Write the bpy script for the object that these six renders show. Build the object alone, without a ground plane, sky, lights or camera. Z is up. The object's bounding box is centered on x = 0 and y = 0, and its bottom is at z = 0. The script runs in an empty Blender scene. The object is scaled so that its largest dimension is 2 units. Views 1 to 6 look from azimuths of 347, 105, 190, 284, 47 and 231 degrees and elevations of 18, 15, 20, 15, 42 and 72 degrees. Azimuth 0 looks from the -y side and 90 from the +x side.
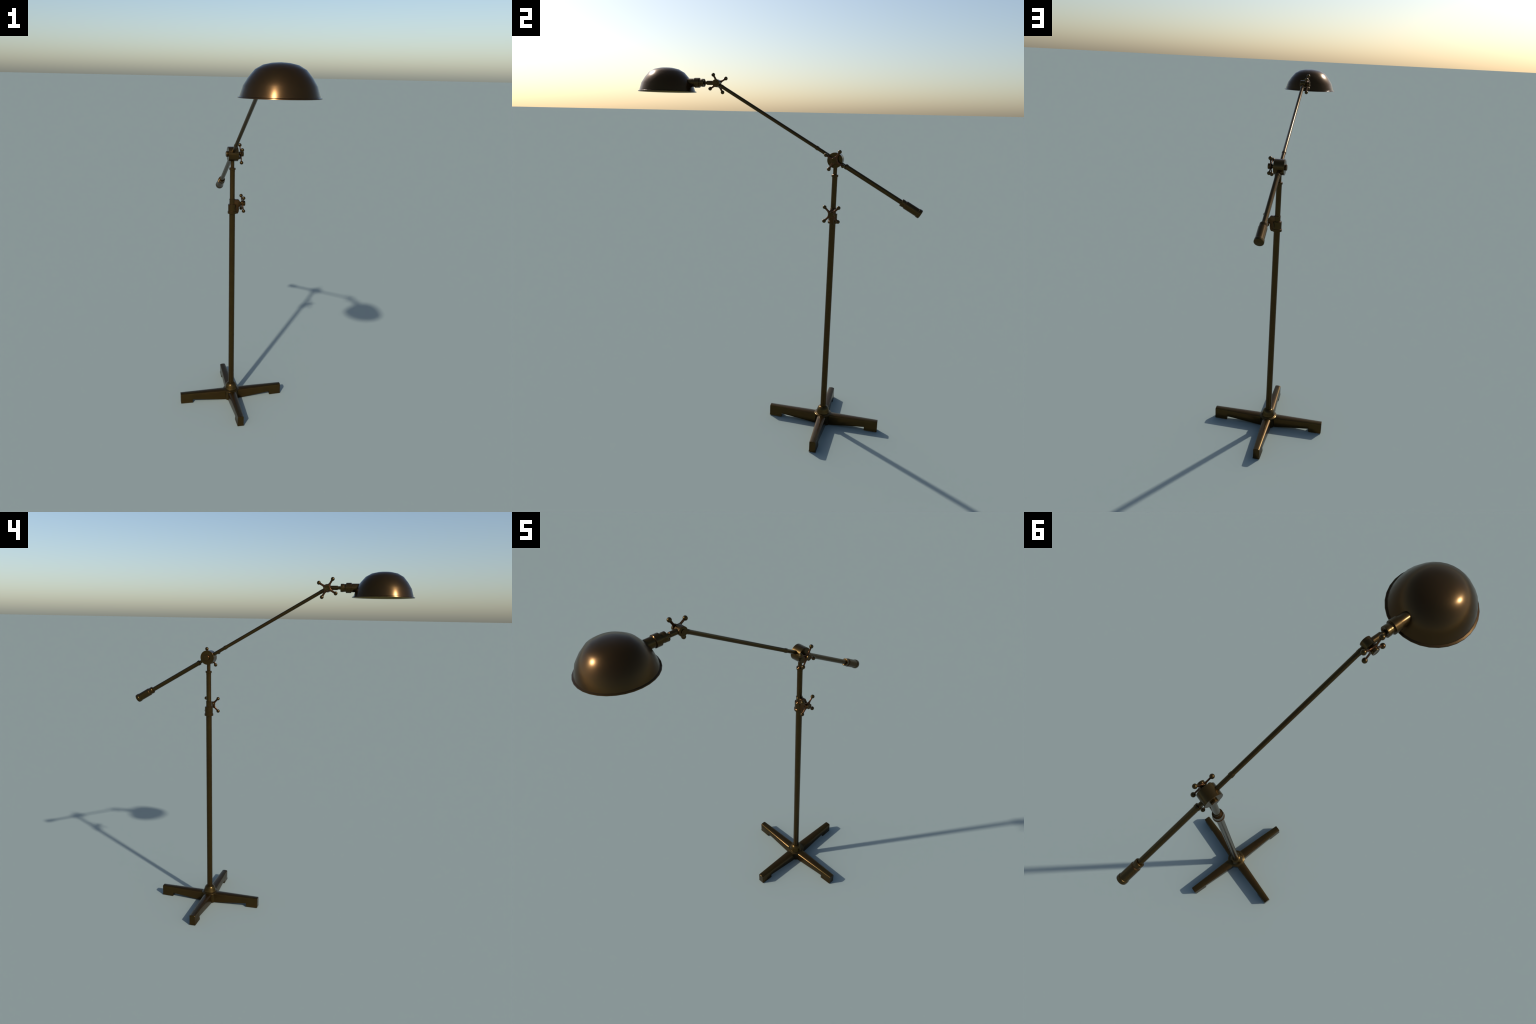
# Pharmacy-style bronze floor lamp: cross base, telescopic pole with clamp,
# tilting counterweighted arm and a domed metal shade.
import bpy, bmesh, math
from mathutils import Vector, Matrix

# ------------------------------------------------------------------ layout
POLE_Y = 0.3252                                   # pole stands off-centre
JOINT = Vector((0.0, POLE_Y, 1.5390))             # tilting joint on the pole
HEAD = Vector((0.0, -0.3373, 1.9186))             # small joint at the arm tip
ARM_UP = (HEAD - JOINT).normalized()              # direction joint -> head
ARM_LEN = (HEAD - JOINT).length
SHADE_Y = -0.6278
SOCKET_Z = 1.9205
Z = Vector((0, 0, 1))

# --------------------------------------------------------------- materials
def bronze(name, dark, olive, red, rough, scale=9.0, red_amount=0.5):
    m = bpy.data.materials.new(name)
    m.use_nodes = True
    nt = m.node_tree
    n, l = nt.nodes, nt.links
    bsdf = n['Principled BSDF']
    bsdf.inputs['Metallic'].default_value = 0.83       # a thin lacquer leaves some body colour
    co = n.new('ShaderNodeTexCoord')

    def noise(sc, detail, rgh):
        t = n.new('ShaderNodeTexNoise')
        t.inputs['Scale'].default_value = sc
        t.inputs['Detail'].default_value = detail
        t.inputs['Roughness'].default_value = rgh
        l.new(co.outputs['Object'], t.inputs['Vector'])
        return t

    def ramp(src, p0, p1, lo=0.0, hi=1.0):
        r = n.new('ShaderNodeMapRange')
        r.inputs['From Min'].default_value = p0
        r.inputs['From Max'].default_value = p1
        r.inputs['To Min'].default_value = lo
        r.inputs['To Max'].default_value = hi
        l.new(src.outputs['Fac'], r.inputs['Value'])
        return r.outputs['Result']

    def mix(fac, a, b):
        x = n.new('ShaderNodeMix')
        x.data_type = 'RGBA'
        l.new(fac, x.inputs['Factor'])
        for k, v in ((6, a), (7, b)):
            if isinstance(v, tuple):
                x.inputs[k].default_value = (*v, 1)
            else:
                l.new(v, x.inputs[k])
        return x.outputs[2]

    blotch = noise(scale, 2.0, 0.5)
    cloud = noise(scale * 2.3, 3.0, 0.55)
    grain = noise(26.0, 2.0, 0.5)
    c = mix(ramp(cloud, 0.35, 0.65), olive, dark)
    c = mix(ramp(blotch, 0.42, 0.66, 0.0, red_amount), c, red)
    l.new(c, bsdf.inputs['Base Color'])
    l.new(ramp(grain, 0.3, 0.7, rough - 0.004, rough + 0.008), bsdf.inputs['Roughness'])
    return m

BODY = bronze('aged_bronze', (0.060, 0.0340, 0.0083), (0.066, 0.0400, 0.0088), (0.069, 0.0345, 0.0088), 0.263)
SHADE = bronze('shade_bronze', (0.057, 0.0298, 0.0083), (0.060, 0.0330, 0.0086), (0.065, 0.0295, 0.0086), 0.256, 5.0, 0.6)
REDDISH = bronze('reddish_bronze', (0.090, 0.0360, 0.0120), (0.086, 0.0370, 0.0120), (0.100, 0.0370, 0.0140), 0.26, 30.0)
RUDDY = bronze('ruddy_bronze', (0.066, 0.0300, 0.0080), (0.068, 0.0340, 0.0080), (0.074, 0.0300, 0.0085), 0.26, 14.0)
PALE_INSIDE = bronze('pale_olive_inside', (0.180, 0.1300, 0.0420), (0.190, 0.1400, 0.0450), (0.200, 0.1300, 0.0450), 0.32, 5.0, 0.4)

# ----------------------------------------------------------------- helpers
def finish(name, bm, parent, mats=(BODY,), angle=38.0):
    bmesh.ops.remove_doubles(bm, verts=bm.verts, dist=1e-6)
    bmesh.ops.recalc_face_normals(bm, faces=bm.faces)
    me = bpy.data.meshes.new(name)
    for f in bm.faces:
        f.smooth = True
    for e in bm.edges:
        if len(e.link_faces) == 2 and e.calc_face_angle() > math.radians(angle):
            e.smooth = False
    bm.to_mesh(me)
    bm.free()
    for m in mats:
        me.materials.append(m)
    ob = bpy.data.objects.new(name, me)
    bpy.context.collection.objects.link(ob)
    ob.parent = parent
    return ob

def frame(origin, axis, ref=Vector((1, 0, 0))):
    """Matrix whose local z runs along axis."""
    zv = axis.normalized()
    xv = (ref - ref.dot(zv) * zv)
    if xv.length < 1e-4:
        xv = Vector((0, 1, 0)) - zv.y * zv
    xv.normalize()
    yv = zv.cross(xv)
    m = Matrix((xv, yv, zv)).transposed().to_4x4()
    m.translation = origin
    return m

def soften(profile, size):
    """Cut every corner of a (t, r, tag) polyline by a small chamfer."""
    out = [(*profile[0][:2], 0)]
    for i in range(1, len(profile) - 1):
        p, a, b = (Vector(profile[k][:2]) for k in (i, i - 1, i + 1))
        tag = profile[i][2] if len(profile[i]) > 2 else 0
        da, db = (a - p).length, (b - p).length
        if min(da, db) < 1e-7 or (a - p).angle(b - p) > math.radians(155):
            out.append((p.x, p.y, 0))
            continue
        s = size * (1.25 if tag else 1.0)
        q0 = p + (a - p) * min(s / da, 0.35)
        q1 = p + (b - p) * min(s / db, 0.35)
        out.append((q0.x, q0.y, tag))             # tag colours the face after it
        out.append((q1.x, q1.y, 0))
    out.append((*profile[-1][:2], 0))
    return out

def lathe(bm, profile, M, seg=28, size=0.0009):
    """Revolve (t, r, tag) about the z axis of M. tag 1 = reddish chamfer."""
    pts = soften(profile, size) if size else [(*p[:2], p[2] if len(p) > 2 else 0) for p in profile]
    rings = []
    for t, r, _ in pts:
        if r < 1e-6:
            rings.append([bm.verts.new(M @ Vector((0, 0, t)))])
        else:
            rings.append([bm.verts.new(M @ Vector((r * math.cos(2 * math.pi * k / seg),
                                                   r * math.sin(2 * math.pi * k / seg), t)))
                          for k in range(seg)])
    for i in range(len(rings) - 1):
        A, B = rings[i], rings[i + 1]
        for k in range(seg):
            j = (k + 1) % seg
            quad = [A[k % len(A)], A[j % len(A)], B[j % len(B)], B[k % len(B)]]
            vs = list(dict.fromkeys(quad))
            if len(vs) > 2:
                bm.faces.new(vs).material_index = pts[i][2]
    return bm

def turned(name, parent, profile, origin, axis, seg=28, size=0.0009, mats=(BODY, REDDISH), angle=21.0):
    return finish(name, lathe(bmesh.new(), profile, frame(origin, axis), seg, size), parent, mats, angle)

def loft(bm, rings, cap=True, mat=0):
    vr = [[bm.verts.new(p) for p in r] for r in rings]
    n = len(vr[0])
    for A, B in zip(vr, vr[1:]):
        for k in range(n):
            bm.faces.new((A[k], A[(k + 1) % n], B[(k + 1) % n], B[k])).material_index = mat
    if cap:
        bm.faces.new(vr[0])
        bm.faces.new(vr[-1])
    return vr

def empty(name, loc, parent=None):
    o = bpy.data.objects.new(name, None)
    o.empty_display_size = 0.05
    bpy.context.collection.objects.link(o)
    o.location = loc
    o.parent = parent
    return o

# --------------------------------------------------------------------- lamp
lamp = empty('floor_lamp', (0, 0, 0))
lamp['label'] = 'dark bronze floor lamp, dome shade on counterweighted arm, four-legged base'
lamp['category'] = 'floor lamp'
FOOT = Vector((0, POLE_Y, 0))

# ---- base: hub with flange and bell, four legs
base = turned('base', lamp, [
    (0.0010, 0.0), (0.0010, 0.0480), (0.0562, 0.0480, 1), (0.0580, 0.0500), (0.0606, 0.0506),
    (0.0618, 0.0500), (0.0642, 0.0440), (0.0652, 0.0388),
    (0.0664, 0.0384), (0.0682, 0.0390), (0.0702, 0.0388), (0.0722, 0.0379),
    (0.0780, 0.0360), (0.0850, 0.0341), (0.0915, 0.0321), (0.0970, 0.0296), (0.1012, 0.0265),
    (0.1042, 0.0232), (0.1060, 0.0202), (0.1068, 0.0170), (0.1068, 0.0)], FOOT, Z, 36, 0.0006, angle=40)

LEG_END = 0.3192
PAD_START = 0.2455
def leg_section(d, bottom, flare, M):
    """Upright sides, arched top; d runs outward from the pole."""
    f = max(0.0, min(1.0, (d - 0.045) / (LEG_END - 0.045)))
    w = 0.0252 + (0.0172 - 0.0252) * f
    side = 0.0520 + (0.0570 - 0.0520) * f
    crown = 0.0628
    wb = w + flare
    pts = [(-wb, bottom), (wb, bottom), (w, bottom + 0.0095 if flare else bottom + 0.004)]
    n = 10
    # arch from side to side, flattened circle
    for k in range(n + 1):
        a = math.pi * k / n
        pts.append((w * math.cos(a), side + (crown - side) * math.sin(a) ** 0.85))
    pts.append((-w, bottom + 0.0095 if flare else bottom + 0.004))
    return [M @ Vector((x, d, z)) for x, z in pts]

def build_leg(M):
    bm = bmesh.new()
    rings = [leg_section(0.030, 0.0012, 0, M), leg_section(0.047, 0.0014, 0, M),
             leg_section(0.110, 0.0075, 0, M), leg_section(0.180, 0.0142, 0, M),
             leg_section(PAD_START, 0.0200, 0, M)]
    pad = [leg_section(PAD_START + 0.0006, 0.0, 0.0022, M),
           leg_section(LEG_END - 0.0012, 0.0, 0.0022, M)]
    end = [p - (M.to_3x3() @ Vector((0, 0, 0))) for p in leg_section(LEG_END, 0.0, 0.0022, M)]
    # pull the end face in a touch: a worn, rounded edge
    c = sum(end, Vector()) / len(end)
    end = [c + (p - c) * 0.955 for p in end]
    for i in (0, 1):
        end[i].z = 0.0004
    loft(bm, rings + pad + [end])
    return bm

leg_mesh = None
for k in range(4):
    rot = Matrix.Rotation(math.pi / 2 * k, 4, 'Z')
    if leg_mesh is None:
        leg = finish('leg', build_leg(Matrix.Identity(4)), base, angle=32)
        leg_mesh = leg.data
    else:
        leg = bpy.data.objects.new('leg', leg_mesh)
        bpy.context.collection.objects.link(leg)
        leg.parent = base
    leg.matrix_local = Matrix.Translation(FOOT) @ rot

# ---- lower pole, with a thin reddish line where it meets the bell
turned('pole', lamp, [
    (0.1060, 0.0), (0.1060, 0.0170), (0.1082, 0.0173, 1), (0.1125, 0.0170), (1.2026, 0.0170), (1.2026, 0.0)],
    FOOT, Z, 28, 0.0004)

# ---- clamp that fixes the sliding tube
clamp = turned('clamp', lamp, [
    (1.2020, 0.0150), (1.2020, 0.0260), (1.2152, 0.0260), (1.2154, 0.0234, 1),
    (1.2556, 0.0234), (1.2558, 0.0161, 1), (1.2818, 0.0161), (1.2820, 0.0172),
    (1.2858, 0.0172), (1.2862, 0.0130)], FOOT, Z, 32, 0.0007)

def build_bracket():
    """Block that carries the clamp screw: an outline in x-z, rounded in plan."""
    outline = [(0.010, 1.2830), (0.0355, 1.2830), (0.0400, 1.2765), (0.0465, 1.2670),
               (0.0487, 1.2640), (0.0487, 1.2450), (0.0468, 1.2418), (0.0390, 1.2408),
               (0.0375, 1.2390), (0.0380, 1.2250), (0.0362, 1.2120), (0.0325, 1.2040),
               (0.0290, 1.2012), (0.010, 1.2000)]
    bm = bmesh.new()
    half, r = 0.0118, 0.0028
    inset = 0.0022
    cx = sum(p[0] for p in outline) / len(outline)
    cz = sum(p[1] for p in outline) / len(outline)
    rings = []
    for y, s in ((-half, inset), (-half + r * 0.3, inset * 0.35), (-half + r, 0), (half - r, 0),
                 (half - r * 0.3, inset * 0.35), (half, inset)):
        rings.append([Vector((x - (s if x > 0.012 else 0), POLE_Y + y,
                              z - s * (1 if z > 1.27 else -1 if z < 1.215 else 0))) for x, z in outline])
    loft(bm, rings)
    return bm
finish('bracket', build_bracket(), clamp, (RUDDY,), 40)

# ---- sliding upper tube with its collar, and the slim neck above
turned('upper_pole', lamp, [
    (1.2100, 0.0), (1.2100, 0.0142), (1.2850, 0.0142), (1.2866, 0.0145, 1), (1.2900, 0.0142), (1.4395, 0.0142, 1), (1.4402, 0.0145), (1.4508, 0.0145, 1), (1.4514, 0.0181),
    (1.4628, 0.0181), (1.4634, 0.0106, 1), (1.5100, 0.0106), (1.5100, 0.0)],
    FOOT, Z, 28, 0.0008)

# ---- tilting joint: a drum lying along x
X = Vector((1, 0, 0))
drum = turned('arm_joint', lamp, [
    (-0.0265, 0.0), (-0.0265, 0.0403), (0.0285, 0.0403), (0.0285, 0.0)], JOINT, X, 32, 0.0008)
turned('screw_cap', drum, [
    (-0.0370, 0.0), (-0.0370, 0.0148, 1), (-0.0330, 0.0160), (-0.0290, 0.0160), (-0.0275, 0.0150), (-0.0255, 0.0150)],
    JOINT, X, 24, 0.0012)

# ---- star knobs with four ball-ended spokes
SPOKE_R = 0.0525
def build_spoke():
    """Spoke along +y, waisted like the arc cut between neighbouring arms."""
    bm = bmesh.new()
    rings = []
    arc_c, arc_r = 0.0430, 0.0251                 # fillet circle between two spokes
    for i in range(13):
        s = 0.0100 + (0.0465 - 0.0100) * i / 12
        along = arc_c * math.cos(math.pi / 4)
        off = arc_c * math.sin(math.pi / 4)
        dx = s - along
        w = off - math.sqrt(max(arc_r ** 2 - dx * dx, 0)) if dx < 0.0035 else None
        if w is None:
            w = off - math.sqrt(arc_r ** 2 - 0.0035 ** 2)
        th = 0.0035 + 0.0013 * max(0, (0.022 - s) / 0.012)
        rings.append([Vector((th * math.sin(a), s, w * math.cos(a)))
                      for a in (2 * math.pi * k / 14 for k in range(14))])
    loft(bm, rings)
    return bm

def build_ball():
    bm = bmesh.new()
    bmesh.ops.create_uvsphere(bm, u_segments=20, v_segments=14, radius=0.0102)
    return bm

spoke_mesh = ball_mesh = None
def star_knob(centre, sign, phase, stem):
    """centre: middle of the ball plane; sign: outward along x; stem: length back to the part."""
    global spoke_mesh, ball_mesh
    knob = turned('knob', lamp, [
        (-stem, 0.0), (-stem, 0.0095), (-0.0075, 0.0095, 1), (-0.0070, 0.0135), (-0.0040, 0.0150), (0.0025, 0.0150),
        (0.0040, 0.0142, 1), (0.0050, 0.0151), (0.0142, 0.0151), (0.0152, 0.0142, 1), (0.0150, 0.0095), (0.0144, 0.0090), (0.0144, 0.0)],
        centre, X * sign, 24, 0.0007, angle=32)
    for k in range(4):
        R = Matrix.Translation(centre) @ Matrix.Rotation(phase + math.pi / 2 * k, 4, 'X')
        if spoke_mesh is None:
            spoke = finish('spoke', build_spoke(), knob, (REDDISH,), 50)
            ball = finish('ball', build_ball(), knob, (BODY,), 80)
            spoke_mesh, ball_mesh = spoke.data, ball.data
        else:
            spoke = bpy.data.objects.new('spoke', spoke_mesh)
            ball = bpy.data.objects.new('ball', ball_mesh)
            for o in (spoke, ball):
                bpy.context.collection.objects.link(o)
                o.parent = knob
        spoke.matrix_local = R
        ball.matrix_local = R @ Matrix.Translation((0, SPOKE_R, 0))
    return knob

star_knob(Vector((0.0585, POLE_Y, 1.2588)), 1, math.pi / 4, 0.0130)
star_knob(Vector((0.0460, POLE_Y, 1.5391)), 1, math.radians(59.6), 0.0190)
star_knob(Vector((-0.0239, -0.3397, 1.9182)), -1, math.radians(30.4), 0.0110)

# ---- the tilting arm: slim tube up to the head, stouter tube down to the weight
turned('arm', lamp, [
    (0.0300, 0.0), (0.0300, 0.0096), (0.1085, 0.0096, 1), (0.1092, 0.0114), (0.1170, 0.0113),
    (0.1245, 0.0106, 1), (0.1252, 0.0096), (ARM_LEN - 0.0440, 0.0096), (ARM_LEN - 0.0400, 0.0104),
    (ARM_LEN - 0.0300, 0.0104, 1), (ARM_LEN - 0.0290, 0.0097), (ARM_LEN - 0.0150, 0.0097),
    (ARM_LEN - 0.0150, 0.0)], JOINT, ARM_UP, 24, 0.0007)
turned('rear_arm', lamp, [
    (0.0300, 0.0), (0.0300, 0.0088), (0.0592, 0.0088, 1), (0.0598, 0.0135), (0.0612, 0.0143), (0.0732, 0.0143),
    (0.0745, 0.0132, 1), (0.0750, 0.0126), (0.4100, 0.0126), (0.4100, 0.0)], JOINT, -ARM_UP, 24, 0.0007)
turned('counterweight', lamp, [
    (0.4060, 0.0100), (0.4052, 0.0125, 1), (0.4042, 0.0170), (0.4050, 0.0190), (0.4070, 0.0198), (0.4190, 0.0198, 1), (0.4222, 0.0188), (0.4285, 0.0190, 1),
    (0.4296, 0.0219), (0.5015, 0.0219, 1), (0.5030, 0.0220), (0.5045, 0.0240), (0.5190, 0.0244), (0.5218, 0.0228),
    (0.5228, 0.0195), (0.5228, 0.0)], JOINT, -ARM_UP, 28, 0.0008)

# ---- head: small joint, stem, collars and socket that runs into the shade
head = turned('head_joint', lamp, [
    (-0.0145, 0.0), (-0.0145, 0.0208), (0.0165, 0.0208), (0.0165, 0.0)], HEAD, X, 28, 0.0008)
turned('screw_cap', head, [
    (0.0150, 0.0095), (0.0165, 0.0095, 1), (0.0195, 0.0095), (0.0200, 0.0085), (0.0200, 0.0)], HEAD, X, 20, 0.0006)
SOCK = Vector((0.0, -0.3373, SOCKET_Z))
turned('socket', lamp, [
    (0.0120, 0.0), (0.0120, 0.0114), (0.0548, 0.0114, 1), (0.0552, 0.0085), (0.0745, 0.0085),
    (0.0745, 0.0135, 1), (0.0708, 0.0150, 1), (0.0705, 0.0210), (0.0852, 0.0210, 1), (0.0858, 0.0199), (0.0985, 0.0199, 1),
    (0.0985, 0.0259), (0.1258, 0.0259, 1), (0.1258, 0.0218), (0.1720, 0.0218), (0.1750, 0.0195), (0.1750, 0.0)],
    SOCK, Vector((0, -1, 0)), 28, 0.0008)

# ---- shade: a spun dome with a rolled-out lip, open underneath
outer = [(2.0000, 0.0), (1.9976, 0.0345), (1.9904, 0.0670), (1.9741, 0.0962), (1.9470, 0.1200),
         (1.9168, 0.1400), (1.8800, 0.1518), (1.8776, 0.1527)]
lip = [(1.8754, 0.1592), (1.8722, 0.1603), (1.8718, 0.1596, 2)]   # flat flange, upright hem; paler inner face starts here
inner = [(1.8752, 0.1515, 2), (1.8785, 0.1495, 2), (1.9160, 0.1374, 2), (1.9450, 0.1176, 2),
         (1.9714, 0.0942, 2), (1.9874, 0.0656, 2), (1.9944, 0.0338, 2), (1.9966, 0.0)]
turned('lampshade', lamp, outer + lip + inner, Vector((0, SHADE_Y, 0)), Z, 32, 0,
       (SHADE, REDDISH, PALE_INSIDE), 32)
